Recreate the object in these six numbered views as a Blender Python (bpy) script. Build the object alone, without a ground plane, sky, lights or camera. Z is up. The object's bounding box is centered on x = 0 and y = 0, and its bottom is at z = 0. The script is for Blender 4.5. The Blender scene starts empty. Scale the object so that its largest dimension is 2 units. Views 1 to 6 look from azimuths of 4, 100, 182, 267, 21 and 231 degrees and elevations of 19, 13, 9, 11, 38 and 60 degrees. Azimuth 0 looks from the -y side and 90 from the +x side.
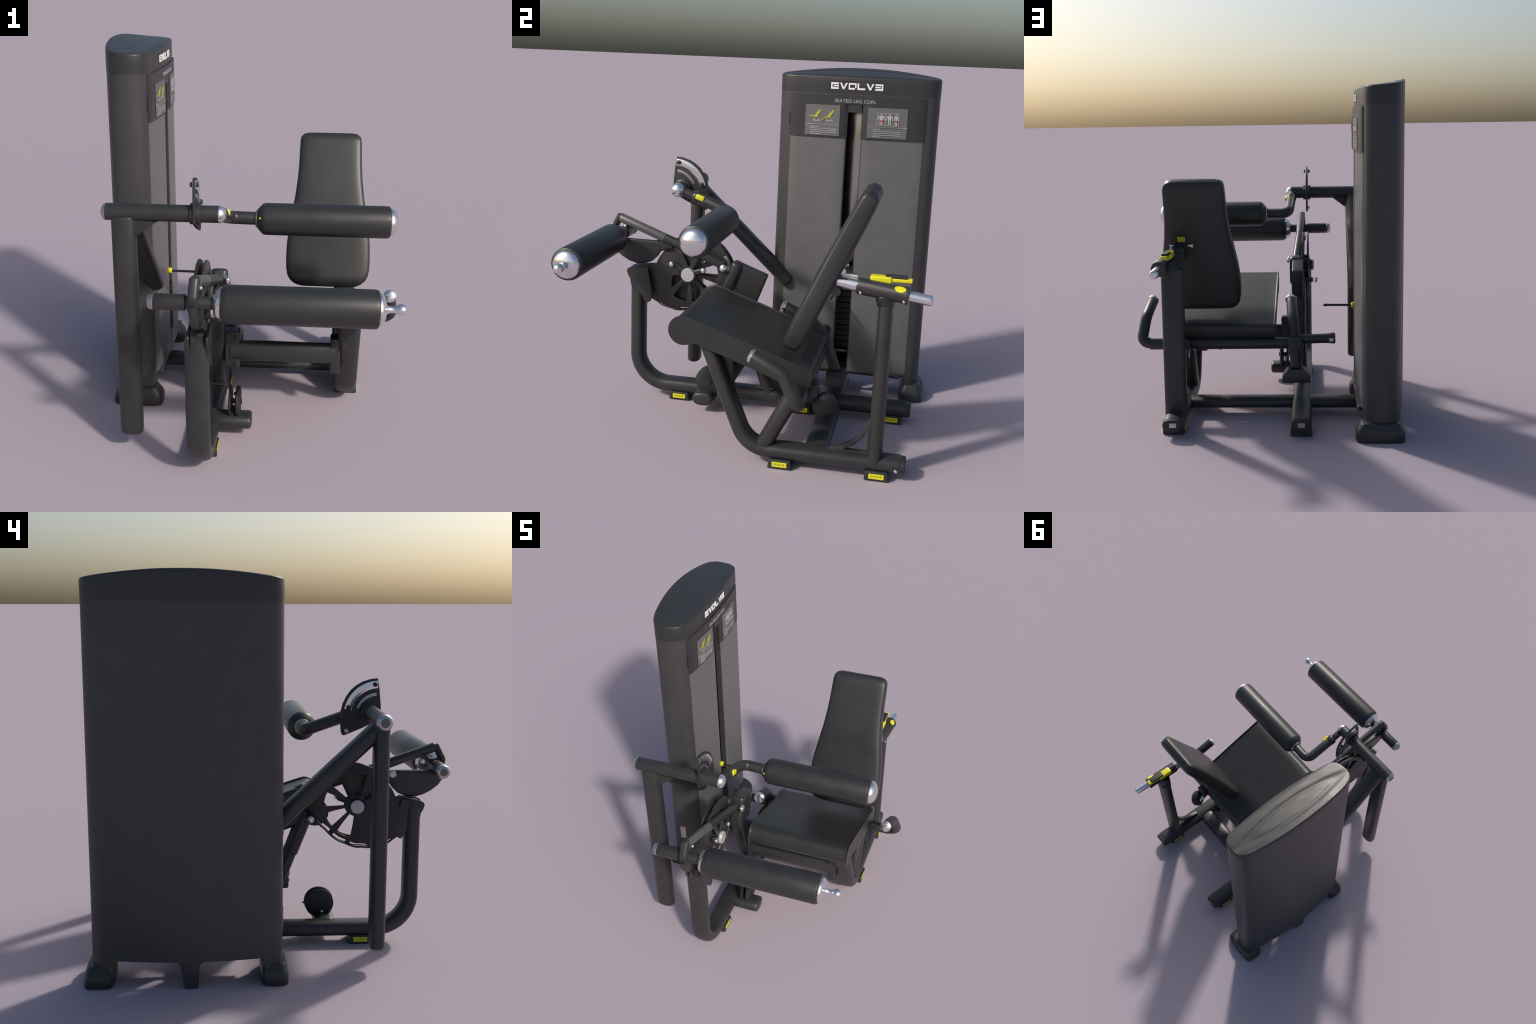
# Selectorised seated leg-curl machine, built part by part.
import bpy, bmesh, math, random
from mathutils import Vector, Matrix
from mathutils.geometry import delaunay_2d_cdt

random.seed(7)
V = Vector

# ------------------------------------------------------------------ materials
def material(name, color, rough=0.5, metallic=0.0, mottle=0.12, grain=900.0,
             bump=0.0, speck=0.0, coat=0.0, rough_var=0.08, spec=0.5):
    m = bpy.data.materials.new(name)
    m.use_nodes = True
    nt = m.node_tree
    N, L = nt.nodes, nt.links
    b = N["Principled BSDF"]
    tc = N.new("ShaderNodeTexCoord")
    n1 = N.new("ShaderNodeTexNoise")
    n1.inputs["Scale"].default_value = 9.0
    n1.inputs["Detail"].default_value = 5.0
    L.new(tc.outputs["Object"], n1.inputs["Vector"])
    ramp = N.new("ShaderNodeValToRGB")
    lo = [c * (1 - mottle) for c in color] + [1]
    hi = [min(1, c * (1 + mottle)) for c in color] + [1]
    ramp.color_ramp.elements[0].position = 0.3
    ramp.color_ramp.elements[0].color = lo
    ramp.color_ramp.elements[1].position = 0.7
    ramp.color_ramp.elements[1].color = hi
    L.new(n1.outputs["Fac"], ramp.inputs["Fac"])
    col = ramp.outputs["Color"]
    if speck > 0:
        vo = N.new("ShaderNodeTexVoronoi")
        vo.inputs["Scale"].default_value = 22.0
        L.new(tc.outputs["Object"], vo.inputs["Vector"])
        lt = N.new("ShaderNodeMath"); lt.operation = "LESS_THAN"
        lt.inputs[1].default_value = speck
        L.new(vo.outputs["Distance"], lt.inputs[0])
        mx = N.new("ShaderNodeMix"); mx.data_type = "RGBA"
        L.new(lt.outputs[0], mx.inputs["Factor"])
        L.new(col, mx.inputs["A"])
        mx.inputs["B"].default_value = (0.28, 0.28, 0.27, 1)
        col = mx.outputs["Result"]
    L.new(col, b.inputs["Base Color"])
    b.inputs["Metallic"].default_value = metallic
    mr = N.new("ShaderNodeMapRange")
    mr.inputs["To Min"].default_value = max(0.03, rough - rough_var)
    mr.inputs["To Max"].default_value = min(1, rough + rough_var)
    L.new(n1.outputs["Fac"], mr.inputs["Value"])
    L.new(mr.outputs["Result"], b.inputs["Roughness"])
    b.inputs["Specular IOR Level"].default_value = spec
    if coat:
        b.inputs["Coat Weight"].default_value = coat
        b.inputs["Coat Roughness"].default_value = 0.25
    if bump:
        n2 = N.new("ShaderNodeTexNoise")
        n2.inputs["Scale"].default_value = grain
        n2.inputs["Detail"].default_value = 2.0
        L.new(tc.outputs["Object"], n2.inputs["Vector"])
        bp = N.new("ShaderNodeBump")
        bp.inputs["Strength"].default_value = bump
        bp.inputs["Distance"].default_value = 0.001
        L.new(n2.outputs["Fac"], bp.inputs["Height"])
        L.new(bp.outputs["Normal"], b.inputs["Normal"])
    return m

PAINT  = material("black_powder_coat", (0.028, 0.028, 0.028), 0.40, mottle=0.10, speck=0.022, bump=0.05)
HOUSE  = material("housing_paint",     (0.045, 0.044, 0.044), 0.48, mottle=0.08, speck=0.018, bump=0.04)
CAPM   = material("cap_plastic",       (0.028, 0.028, 0.029), 0.42, mottle=0.08, speck=0.012)
PANEL  = material("grey_shroud",       (0.118, 0.117, 0.116), 0.38, mottle=0.06, speck=0.015, bump=0.05)
INNER  = material("polished_lining",   (0.50, 0.49, 0.50), 0.14, metallic=0.95, mottle=0.05)
SATIN  = material("grey_satin_paint",  (0.085, 0.085, 0.085), 0.32, mottle=0.10)
SHADE_BLACK   = material("shade_black",     (0.006, 0.006, 0.007), 0.7, mottle=0.1)  # near-black colour standing in for shade in the slot and slit
VINYL  = material("black_vinyl",       (0.023, 0.0232, 0.0232), 0.42, mottle=0.10, bump=0.10, grain=1400, speck=0.008)
FOAM   = material("roller_foam",       (0.024, 0.0245, 0.0245), 0.42, mottle=0.08, bump=0.06, speck=0.010)
RUBBER = material("black_rubber",      (0.020, 0.020, 0.021), 0.55, mottle=0.1)
CHROME = material("satin_chrome",      (0.78, 0.78, 0.79), 0.17, metallic=0.92, mottle=0.05, rough_var=0.05)
DULL   = material("dull_aluminium",    (0.50, 0.49, 0.50), 0.45, metallic=0.3, mottle=0.05)
STEEL  = material("worn_steel",        (0.45, 0.45, 0.46), 0.30, metallic=0.9, mottle=0.2)
YELLOW = material("safety_yellow",     (0.70, 0.66, 0.015), 0.30, mottle=0.06)
LABEL  = material("label_grey",        (0.122, 0.122, 0.122), 0.5, mottle=0.04)
WHITE  = material("print_white",       (0.80, 0.79, 0.78), 0.5, mottle=0.03)
PALE   = material("print_pale_grey",   (0.40, 0.40, 0.40), 0.5, mottle=0.06)
RED    = material("print_red",         (0.45, 0.05, 0.04), 0.5, mottle=0.06)
OLIVE  = material("print_yellow",      (0.36, 0.35, 0.03), 0.5, mottle=0.06)

# ------------------------------------------------------------------ scene helpers
ROOT = bpy.data.objects.new("leg_curl_machine", None)
bpy.context.scene.collection.objects.link(ROOT)
ROOT["label"] = "black selectorised seated leg curl machine with tall weight tower"
ROOT["category"] = "gym machine"

def obj(name, verts, faces, mat, parent=None, angle=35, merge=False):
    me = bpy.data.meshes.new(name)
    me.from_pydata([tuple(v) for v in verts], [], faces)
    return finish(name, me, mat, parent, angle, merge)

def finish(name, me, mat, parent=None, angle=35, merge=False):
    bm = bmesh.new(); bm.from_mesh(me)
    if merge:
        bmesh.ops.remove_doubles(bm, verts=bm.verts, dist=1e-5)
    bmesh.ops.recalc_face_normals(bm, faces=bm.faces)
    bm.to_mesh(me); bm.free()
    me.materials.clear()
    me.materials.append(mat)
    me.shade_smooth()
    me.set_sharp_from_angle(angle=math.radians(angle))
    o = bpy.data.objects.new(name, me)
    bpy.context.scene.collection.objects.link(o)
    o.parent = parent or ROOT
    return o

def oval(n=28, p=2.6):
    out = []
    for i in range(n):
        a = 2 * math.pi * i / n
        c, s = math.cos(a), math.sin(a)
        out.append((math.copysign(abs(c) ** (2 / p), c), math.copysign(abs(s) ** (2 / p), s)))
    return out

def fillet(pts, radii, seg=10):
    """Round the inner corners of a polyline."""
    pts = [V(p) for p in pts]
    if not isinstance(radii, (list, tuple)):
        radii = [radii] * (len(pts) - 2)
    out = [pts[0]]
    for i in range(1, len(pts) - 1):
        a, b, c = pts[i - 1], pts[i], pts[i + 1]
        u, w = (a - b).normalized(), (c - b).normalized()
        ang = u.angle(w)
        r = radii[i - 1]
        d = r / math.tan(ang / 2)
        d = min(d, (a - b).length * 0.95, (c - b).length * 0.95)
        p0, p2 = b + u * d, b + w * d
        r2 = d * math.tan(ang / 2)
        ctr = b + (u + w).normalized() * (r2 / math.sin(ang / 2))
        e0, e2 = p0 - ctr, p2 - ctr
        tot = e0.angle(e2)
        for k in range(seg + 1):
            t = k / seg
            s = math.sin(tot)
            q = ctr + e0 * (math.sin((1 - t) * tot) / s) + e2 * (math.sin(t * tot) / s)
            out.append(q)
    out.append(pts[-1])
    return out

def sweep(name, pts, w, h, mat, side=(1, 0, 0), parent=None, p=2.6, n=28,
          round0=0.008, round1=0.008, widths=None, angle=40, taper_end=None):
    """Sweep an oval of width w (along side) and height h along pts."""
    pts = [V(q) for q in pts]
    m = len(pts)
    sec = oval(n, p)
    rings = []
    side = V(side)
    if taper_end:                      # narrow the last stretch of the tube
        ln, k = taper_end
        d = (pts[-2] - pts[-1]).normalized()
        pts = pts[:-1] + [pts[-1] + d * ln, pts[-1] + d * ln * 0.5, pts[-1]]
        m = len(pts)
        widths = [1.0] * (m - 2) + [0.5 + k / 2, k]
    for i, q in enumerate(pts):
        if i == 0: t = pts[1] - pts[0]
        elif i == m - 1: t = pts[-1] - pts[-2]
        else: t = (pts[i + 1] - q).normalized() + (q - pts[i - 1]).normalized()
        t.normalize()
        s = side - t * side.dot(t)
        if s.length < 1e-4:
            s = V((0, 0, 1)) - t * t.z
        s.normalize()
        side_used = s
        u = t.cross(s)
        k = 1.0 if widths is None else widths[i]
        rings.append((q, s, u, t, k))
    verts, faces = [], []
    R = []
    def ring(q, s, u, ww, hh):
        base = len(verts)
        for c, d in sec:
            verts.append(q + s * (c * ww / 2) + u * (d * hh / 2))
        R.append(base)
    def capring(idx, rnd, sign):
        q, s, u, t, k = rings[idx]
        steps = [(90, ), (60, ), (30, )] if sign < 0 else [(30, ), (60, ), (90, )]
        for (a,) in steps:
            a = math.radians(a)
            ins = rnd * (1 - math.cos(a))
            off = rnd * (math.sin(a) - 1)
            ring(q + t * (sign * off), s, u, max(w * k - 2 * ins, 1e-4), max(h * k - 2 * ins, 1e-4))
    if round0: capring(0, round0, -1)
    for i, (q, s, u, t, k) in enumerate(rings):
        qq = q
        if i == 0 and round0: qq = q + t * round0
        if i == m - 1 and round1: qq = q - t * round1
        ring(qq, s, u, w * k, h * k)
    if round1: capring(m - 1, round1, 1)
    for a, b in zip(R[:-1], R[1:]):
        for j in range(n):
            faces.append((a + j, a + (j + 1) % n, b + (j + 1) % n, b + j))
    faces.append(tuple(range(R[0] + n - 1, R[0] - 1, -1)))
    faces.append(tuple(range(R[-1], R[-1] + n)))
    return obj(name, verts, faces, mat, parent, angle)

def lathe(name, origin, axis, profile, mat, parent=None, n=40, angle=40):
    """profile: (distance along axis, radius)."""
    o, ax = V(origin), V(axis).normalized()
    s = ax.orthogonal().normalized(); u = ax.cross(s)
    verts, faces = [], []
    for d, r in profile:
        for j in range(n):
            a = 2 * math.pi * j / n
            verts.append(o + ax * d + (s * math.cos(a) + u * math.sin(a)) * max(r, 1e-4))
    k = len(profile)
    for i in range(k - 1):
        for j in range(n):
            a, b = i * n, (i + 1) * n
            faces.append((a + j, a + (j + 1) % n, b + (j + 1) % n, b + j))
    faces.append(tuple(range(n - 1, -1, -1)))
    faces.append(tuple(range((k - 1) * n, k * n)))
    return obj(name, verts, faces, mat, parent, angle)

def dome(d0, r, height, seg=8):
    return [(d0 + height * math.sin(math.pi / 2 * i / seg), r * math.cos(math.pi / 2 * i / seg)) for i in range(seg + 1)]

def ball(name, c, r, mat, parent=None):
    return lathe(name, V(c) - V((0, 0, r)), (0, 0, 1),
                 [(r - r * math.cos(math.pi * i / 14), r * math.sin(math.pi * i / 14)) for i in range(15)], mat, parent, 24)

def block(name, c, size, mat, parent=None, bevel=0.006, rot=None, taper=(1, 1), seg=3):
    """Rounded box; taper scales the top face in x and y."""
    bm = bmesh.new()
    bmesh.ops.create_cube(bm, size=1)
    for v in bm.verts:
        k = (taper[0], taper[1]) if v.co.z > 0 else (1, 1)
        v.co = V((v.co.x * size[0] * k[0], v.co.y * size[1] * k[1], v.co.z * size[2]))
    if bevel:
        bmesh.ops.bevel(bm, geom=bm.edges[:], offset=bevel, segments=seg, profile=0.6, affect='EDGES')
    M = Matrix.Translation(V(c)) @ (rot.to_4x4() if rot else Matrix())
    bmesh.ops.transform(bm, matrix=M, verts=bm.verts)
    me = bpy.data.meshes.new(name); bm.to_mesh(me); bm.free()
    return finish(name, me, mat, parent, 40)

def plate(name, loops, x, thick, mat, parent=None, bevel=0.002, plane="yz", remap=None, res=0):
    """Flat plate from closed outlines (first = outside, rest = holes) in the yz plane at x."""
    cu = bpy.data.curves.new(name, "CURVE")
    cu.dimensions = "2D"; cu.fill_mode = "BOTH"
    cu.extrude = max(thick / 2 - bevel, 0.0)
    cu.bevel_depth = bevel; cu.bevel_resolution = 1
    cu.offset = -bevel                 # keep the outline true to size
    for lp in loops:
        sp = cu.splines.new("POLY")
        sp.points.add(len(lp) - 1)
        for pt, q in zip(sp.points, lp):
            pt.co = (q[0], q[1], 0, 1)
        sp.use_cyclic_u = True
    t = bpy.data.objects.new("tmp", cu)
    bpy.context.scene.collection.objects.link(t)
    bpy.context.view_layer.update()
    dg = bpy.context.evaluated_depsgraph_get()
    me = bpy.data.meshes.new_from_object(t.evaluated_get(dg))
    bpy.data.objects.remove(t); bpy.data.curves.remove(cu)
    for v in me.vertices:
        a, b, c = v.co
        if plane == "yz": v.co = (x + c, a, b)
        elif plane == "xz": v.co = (a, x + c, b)
        else: v.co = (a, b, x + c)
        if remap: v.co = remap(v.co)
    me.name = name
    return finish(name, me, mat, parent, 40, True)

def text_mesh(name, body, size, mat, remap, parent=None, thick=0.0008, align="CENTER"):
    cu = bpy.data.curves.new(name, "FONT")
    cu.body = body; cu.size = size; cu.align_x = align; cu.align_y = "CENTER"
    cu.extrude = thick
    t = bpy.data.objects.new("tmp", cu)
    bpy.context.scene.collection.objects.link(t)
    bpy.context.view_layer.update()
    dg = bpy.context.evaluated_depsgraph_get()
    me = bpy.data.meshes.new_from_object(t.evaluated_get(dg))
    bpy.data.objects.remove(t); bpy.data.curves.remove(cu)
    for v in me.vertices: v.co = remap(v.co)
    me.name = name
    return finish(name, me, mat, parent, 30, True)

def join(name, objs, mat=None, kind=None):
    """Merge same-parent mesh objects (identity transforms) into one."""
    bm = bmesh.new()
    for o in objs: bm.from_mesh(o.data)
    me = bpy.data.meshes.new(name); bm.to_mesh(me); bm.free()
    par = objs[0].parent; m = mat or objs[0].data.materials[0]
    for o in objs:
        d = o.data; bpy.data.objects.remove(o); bpy.data.meshes.remove(d)
    r = finish(name, me, m, par, 40)
    if kind: r["kind"] = kind
    return r

def arc(c, r, a0, a1, n=16):
    return [(c[0] + r * math.cos(math.radians(a0 + (a1 - a0) * i / n)),
             c[1] + r * math.sin(math.radians(a0 + (a1 - a0) * i / n))) for i in range(n + 1)]

def bolt(c, axis, r=0.011, h=0.008, mat=None, parent=None):
    return lathe("bolt", c, axis, [(0, r), (h * 0.55, r)] + dome(h * 0.55, r, h * 0.45, 4)[1:], mat or CHROME, parent, 16)

# ------------------------------------------------------------------ weight tower
YC = 0.445
HALF = [(-0.805, 0.0), (-0.802, 0.10), (-0.794, 0.20), (-0.784, 0.28), (-0.773, 0.345),
        (-0.760, 0.395), (-0.743, 0.434), (-0.717, 0.460), (-0.685, 0.470), (-0.648, 0.472), (-0.613, 0.467),
        (-0.586, 0.454), (-0.566, 0.432), (-0.555, 0.400), (-0.548, 0.360), (-0.537, 0.25),
        (-0.530, 0.15), (-0.526, 0.05)]

def smooth_half(k=3):
    """Catmull-Rom refine of the half section."""
    P = [V((x, t)) for x, t in HALF]
    P = [V((P[1].x, -P[1].y))] + P + [V((P[-1].x, -P[-1].y))]
    out = []
    for i in range(1, len(P) - 2):
        for j in range(k):
            t = j / k
            a, b, c, d = P[i - 1], P[i], P[i + 1], P[i + 2]
            out.append(0.5 * ((2 * b) + (c - a) * t + (2 * a - 5 * b + 4 * c - d) * t * t + (3 * b - a - 3 * c + d) * t ** 3))
    out.append(P[-2])
    return out

SH = smooth_half()
OUTLINE = [(p.x, YC + p.y) for p in SH] + [(p.x, YC - p.y) for p in reversed(SH) if p.y > 1e-4]

FRONT = sorted([(p.y, p.x) for p in SH if p.x > -0.60])
def front_x(y):
    t = abs(y - YC)
    if t <= FRONT[0][0]: return FRONT[0][1]
    for (a, xa), (b, xb) in zip(FRONT[:-1], FRONT[1:]):
        if t <= b: return xa + (xb - xa) * (t - a) / (b - a)
    return FRONT[-1][1]

SLOT0, SLOT1 = 0.388, 0.476
Z_SEAM, Z_BOT = 1.855, 0.140

tower = sweep("weight_tower", [(-0.66, YC, 0.2), (-0.66, YC, 0.3)], 0.1, 0.1, HOUSE)  # core post inside

def shell_outline():
    """Outline of the housing with the stack slot notched into its front."""
    pts = []
    back = [(p.x, YC + p.y) for p in SH]
    left = [(p.x, YC - p.y) for p in SH]
    a = [q for q in back if not (q[0] > -0.545 and q[1] < SLOT1 + 0.005)]
    b = [q for q in left if not (q[0] > -0.545 and q[1] > SLOT0 - 0.005)]
    d = -0.786
    lip = -0.560
    notch = [(front_x(SLOT1), SLOT1), (lip, SLOT1), (lip, 0.76), (-0.750, 0.76), (-0.778, 0.64), (d, 0.445),
             (-0.778, 0.25), (-0.750, 0.13), (lip, 0.13), (lip, SLOT0), (front_x(SLOT0), SLOT0)]
    return a + notch + list(reversed(b))[:-1]

def extrude_z(name, outline, z0, z1, mat, parent=None, zsteps=1, angle=28):
    n = len(outline); verts = []; faces = []
    for k in range(zsteps + 1):
        z = z0 + (z1 - z0) * k / zsteps
        verts += [(x, y, z) for x, y in outline]
    for k in range(zsteps):
        for j in range(n):
            faces.append((k * n + j, k * n + (j + 1) % n, (k + 1) * n + (j + 1) % n, (k + 1) * n + j))
    faces.append(tuple(range(n - 1, -1, -1))); faces.append(tuple(range(zsteps * n, (zsteps + 1) * n)))
    return obj(name, verts, faces, mat, parent, angle)

_t = tower; bpy.data.meshes.remove(_t.data)
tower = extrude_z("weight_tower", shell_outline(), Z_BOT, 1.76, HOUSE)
tower.data.materials.append(SHADE_BLACK)
for f in tower.data.polygons:                 # inside faces coloured near-black in place of the housing's shade
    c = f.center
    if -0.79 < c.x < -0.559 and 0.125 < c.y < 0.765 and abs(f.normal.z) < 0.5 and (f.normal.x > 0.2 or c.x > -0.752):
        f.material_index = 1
upper = extrude_z("tower_collar", OUTLINE, 1.76, Z_SEAM, HOUSE, tower)

# the two ends of the housing run down to the feet
for sgn in (1, -1):
    leg = [(p.x, YC + sgn * p.y) for p in SH if p.y > 0.372]
    extrude_z("tower_leg", leg, 0.04, Z_BOT + 0.001, HOUSE, tower)

# cap with domed, grooved top
def cap():
    n = len(OUTLINE)
    verts, faces = [], []
    def top_z(x, y):
        e = max(0.0, 1 - ((y - YC) / 0.478) ** 2)
        f = min(1.0, max(0.0, (-0.55 - x) / 0.25))
        return 1.950 + e * (0.012 + 0.012 * f + 0.011 * f ** 2) + 0.016 * f - 0.012 * max(0.0, (x + 0.575) / 0.05) ** 2
    lv = []
    def grow(x, y, o):
        d = V((x + 0.665, (y - YC) * 0.25)); d.normalize()
        return x + d.x * o, y + d.y * o
    for z, o in ((Z_SEAM, 0.0015), (1.90, 0.0015)):
        lv.append([(*grow(x, y, o), z) for x, y in OUTLINE])
    R = 0.010
    for a in (0, 25, 50, 75, 90):
        a = math.radians(a)
        ring = []
        for x, y in OUTLINE:
            gx, gy = grow(x, y, 0.0015 - R * (1 - math.cos(a)))
            ring.append((gx, gy, top_z(x, y) - R * (1 - math.sin(a))))
        lv.append(ring)
    for r in lv: verts += r
    for k in range(len(lv) - 1):
        for j in range(n):
            faces.append((k * n + j, k * n + (j + 1) % n, (k + 1) * n + (j + 1) % n, (k + 1) * n + j))
    faces.append(tuple(range(n - 1, -1, -1)))
    # crown: triangulated field over the inner rim, with one soft oval groove around a long hollow
    base = (len(lv) - 1) * n
    rim = [V((p[0], p[1])) for p in lv[-1]]
    pts = list(rim)
    def inside(x, y, m):
        hit = False
        for a, b in zip(rim, rim[1:] + rim[:1]):
            if (a.y > y) != (b.y > y) and x < (b.x - a.x) * (y - a.y) / (b.y - a.y) + a.x: hit = not hit
        return hit and min((V((x, y)) - q).length for q in rim) > m
    for iy in range(95):
        for ix in range(34):
            x, y = -0.80 + ix * 0.0085 + (iy % 2) * 0.004, YC - 0.47 + iy * 0.010
            if inside(x, y, 0.007): pts.append(V((x, y)))
    vo, _, fo, _, _, _ = delaunay_2d_cdt(pts, [(k, (k + 1) % n) for k in range(n)], [], 1, 1e-6)
    def crown(x, y):
        rho = math.hypot((x + 0.676) / (0.062 * (1 - 0.25 * ((y - YC) / 0.38) ** 2)), (y - YC) / 0.385)
        g = math.exp(-((rho - 1.0) / 0.20) ** 2)
        hollow = 0.0025 * max(0.0, 1 - rho) ** 0.5
        wob = 0.0003 * math.sin(37 * y) * math.sin(61 * x + 3)
        return top_z(x, y) - 0.0042 * g - hollow + wob
    off = len(verts)
    for k, p in enumerate(vo):
        verts.append((p.x, p.y, lv[-1][k][2] if k < n else crown(p.x, p.y)))
    for f in fo: faces.append(tuple(off + k for k in f))
    return obj("tower_cap", verts, faces, CAPM, tower, 50, True)
cap()

# shroud panels on the front (follow the curved front)
def front_sheet(name, y0, y1, z0, z1, off, mat, parent, back=-0.01, ny=14, edge=0.003, edges=(1, 1)):
    outline = []
    ys = [y0 + (y1 - y0) * i / ny for i in range(ny + 1)]
    f = [(front_x(y) + off, y) for y in ys]
    f[0] = (f[0][0] - edge * edges[0], f[0][1]); f[-1] = (f[-1][0] - edge * edges[1], f[-1][1])
    outline = f + [(front_x(y) + back, y) for y in reversed(ys)]
    return extrude_z(name, outline, z0, z1, mat, parent, 1, 25)
front_sheet("shroud_panel", 0.052, SLOT0 - 0.006, 0.16, 1.598, 0.005, PANEL, tower)
front_sheet("shroud_panel", SLOT1 + 0.006, 0.836, 0.16, 1.598, 0.005, PANEL, tower)

# slot: polished back wall deep inside, walls blackened for shade, plus an added dark plate
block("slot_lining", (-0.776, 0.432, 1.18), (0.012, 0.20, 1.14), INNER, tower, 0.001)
block("slot_dark_plate", (-0.770, 0.432, 0.40), (0.012, 0.30, 0.46), SHADE_BLACK, tower, 0)  # black plate added low in the slot, shade put into its colour
block("placard_slit_block", (front_x(0.046) - 0.004, 0.0425, 1.69), (0.012, 0.006, 0.07), SHADE_BLACK, tower, 0)  # solid black block added to look like a slit

# weight stack plates glimpsed in the slot
for i in range(14):
    block("weight_plate", (-0.665, 0.432, 0.30 + i * 0.036), (0.11, 0.40, 0.031), RUBBER, tower, 0.002)
sweep("slot_cross_bar", [(-0.552, 0.385, 0.275), (-0.552, 0.479, 0.275)], 0.018, 0.018, PAINT, (0, 0, 1), tower)

# placard with instruction labels
PO = 0.012
def placard():
    z0, z1 = 1.598, 1.845
    a = front_sheet("placard", 0.046, SLOT0 + 0.004, z0, z1, PO, CAPM, tower, edge=0.006, edges=(1, 2))
    b = front_sheet("placard", SLOT1 - 0.004, 0.84, z0, z1, PO, CAPM, tower, edge=0.006, edges=(2, 1))
    c = front_sheet("placard", SLOT0 + 0.004, SLOT1 - 0.004, 1.748, 1.795, PO - 0.004, CAPM, tower, ny=4, edge=0)
    d = front_sheet("placard", SLOT0 - 0.022, SLOT1 + 0.022, 1.795, z1, PO + 0.0004, CAPM, tower, ny=4, edge=0)
    return join("placard", [a, b, c, d])
pl = placard()
def on_front(off):
    return lambda co: V((front_x(co.y) + off, co.y, co.z))

def sheet_patch(name, pts, off, mat, parent, thick=0.0016):
    return plate(name, [pts], 0.0, thick, mat, parent, 0.0,
                 remap=lambda co: V((front_x(co.y) + off + co.x, co.y, co.z)))
def rect(y0, z0, y1, z1): return [(y0, z0), (y1, z0), (y1, z1), (y0, z1)]
def rect_n(y0, z0, y1, z1, n=14):
    return [(y0 + (y1 - y0) * i / n, z0) for i in range(n + 1)] + [(y1 - (y1 - y0) * i / n, z1) for i in range(n + 1)]

lab_l = sheet_patch("instruction_label", rect_n(0.140, 1.607, 0.345, 1.785), PO + 0.002, LABEL, pl)
lab_r = sheet_patch("instruction_label", rect_n(0.508, 1.607, 0.738, 1.782), PO + 0.002, LABEL, pl)
O2 = PO + 0.0032
def text_lines(par, y0, y1, z, rows):
    ls = []
    for i, k in enumerate(rows):
        ls.append(sheet_patch("t", rect_n(y0, z - i * 0.0105, y0 + (y1 - y0) * k, z - i * 0.0105 + 0.0034), O2, PALE, par))
    o = join("small_print", ls, PALE, "stuff")
text_lines(lab_l, 0.172, 0.330, 1.655, (0.35, 1, 0.96, 0.98, 0.40))
text_lines(lab_r, 0.545, 0.705, 1.655, (0.26, 0.98, 1, 0.97, 0.26))
sheet_patch("divider_line", rect_n(0.146, 1.669, 0.340, 1.672), O2, PALE, lab_l)
sheet_patch("divider_line", rect_n(0.512, 1.669, 0.742, 1.672), O2, PALE, lab_r)

def bar2(p, q, w):
    p, q = V((p[0], p[1])), V((q[0], q[1]))
    d = (q - p).normalized(); n = V((-d.y, d.x)) * w / 2
    return [tuple(p + n), tuple(p - n), tuple(q - n), tuple(q + n)]
# seated exercise figures (yellow) with pale machine outline
for cy, leg in ((0.205, 0.0), (0.283, -0.022)):
    parts = [bar2((cy - 0.008, 1.716), (cy + 0.012, 1.745), 0.011), bar2((cy - 0.014, 1.716), (cy + 0.010, 1.716), 0.010),
             bar2((cy - 0.012, 1.716), (cy - 0.045, 1.718 + leg), 0.006), bar2((cy + 0.006, 1.72), (cy + 0.028, 1.755), 0.007),
             arc((cy + 0.019, 1.750), 0.006, 0, 340, 10)]
    join("exercise_pictogram", [sheet_patch("p", s, O2 + 0.0003 * i, OLIVE, lab_l) for i, s in enumerate(parts)], OLIVE)
    parts = [bar2((cy - 0.016, 1.704), (cy - 0.008, 1.690), 0.004), bar2((cy + 0.014, 1.704), (cy + 0.022, 1.690), 0.004),
             bar2((cy - 0.016, 1.692), (cy + 0.024, 1.692), 0.004)]
    join("machine_pictogram", [sheet_patch("p", s, O2, PALE, lab_l) for s in parts], PALE)
# three muscle figures in a framed strip
fr = []
for a, b in ((rect(0.563, 1.680, 0.691, 1.682), 0), (rect(0.563, 1.752, 0.691, 1.754), 0), (rect(0.563, 1.682, 0.565, 1.752), 0),
             (rect(0.611, 1.682, 0.614, 1.752), 0), (rect(0.689, 1.682, 0.691, 1.752), 0)):
    fr.append(sheet_patch("p", a, O2, PALE, lab_r))
join("figure_frame", fr, PALE)
for cy, m in ((0.588, PALE), (0.636, PALE), (0.674, PALE)):
    k = 1.0 if cy < 0.66 else 0.7
    ps = [arc((cy, 1.745), 0.0045, 0, 340, 10), [(cy - 0.013 * k, 1.738), (cy + 0.013 * k, 1.738), (cy + 0.007 * k, 1.713), (cy - 0.007 * k, 1.713)],
          bar2((cy - 0.014 * k, 1.735), (cy - 0.018 * k, 1.712), 0.005), bar2((cy + 0.014 * k, 1.735), (cy + 0.018 * k, 1.712), 0.005),
          bar2((cy - 0.005 * k, 1.713), (cy - 0.005 * k, 1.685), 0.006), bar2((cy + 0.005 * k, 1.713), (cy + 0.005 * k, 1.685), 0.006)]
    join("muscle_figure", [sheet_patch("p", s, O2, m, lab_r) for s in ps], m)
    if cy != 0.636:
        sheet_patch("muscle_highlight", rect(cy - 0.010 * k, 1.703, cy + 0.010 * k, 1.712), O2 + 0.001, RED, lab_r)

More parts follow.
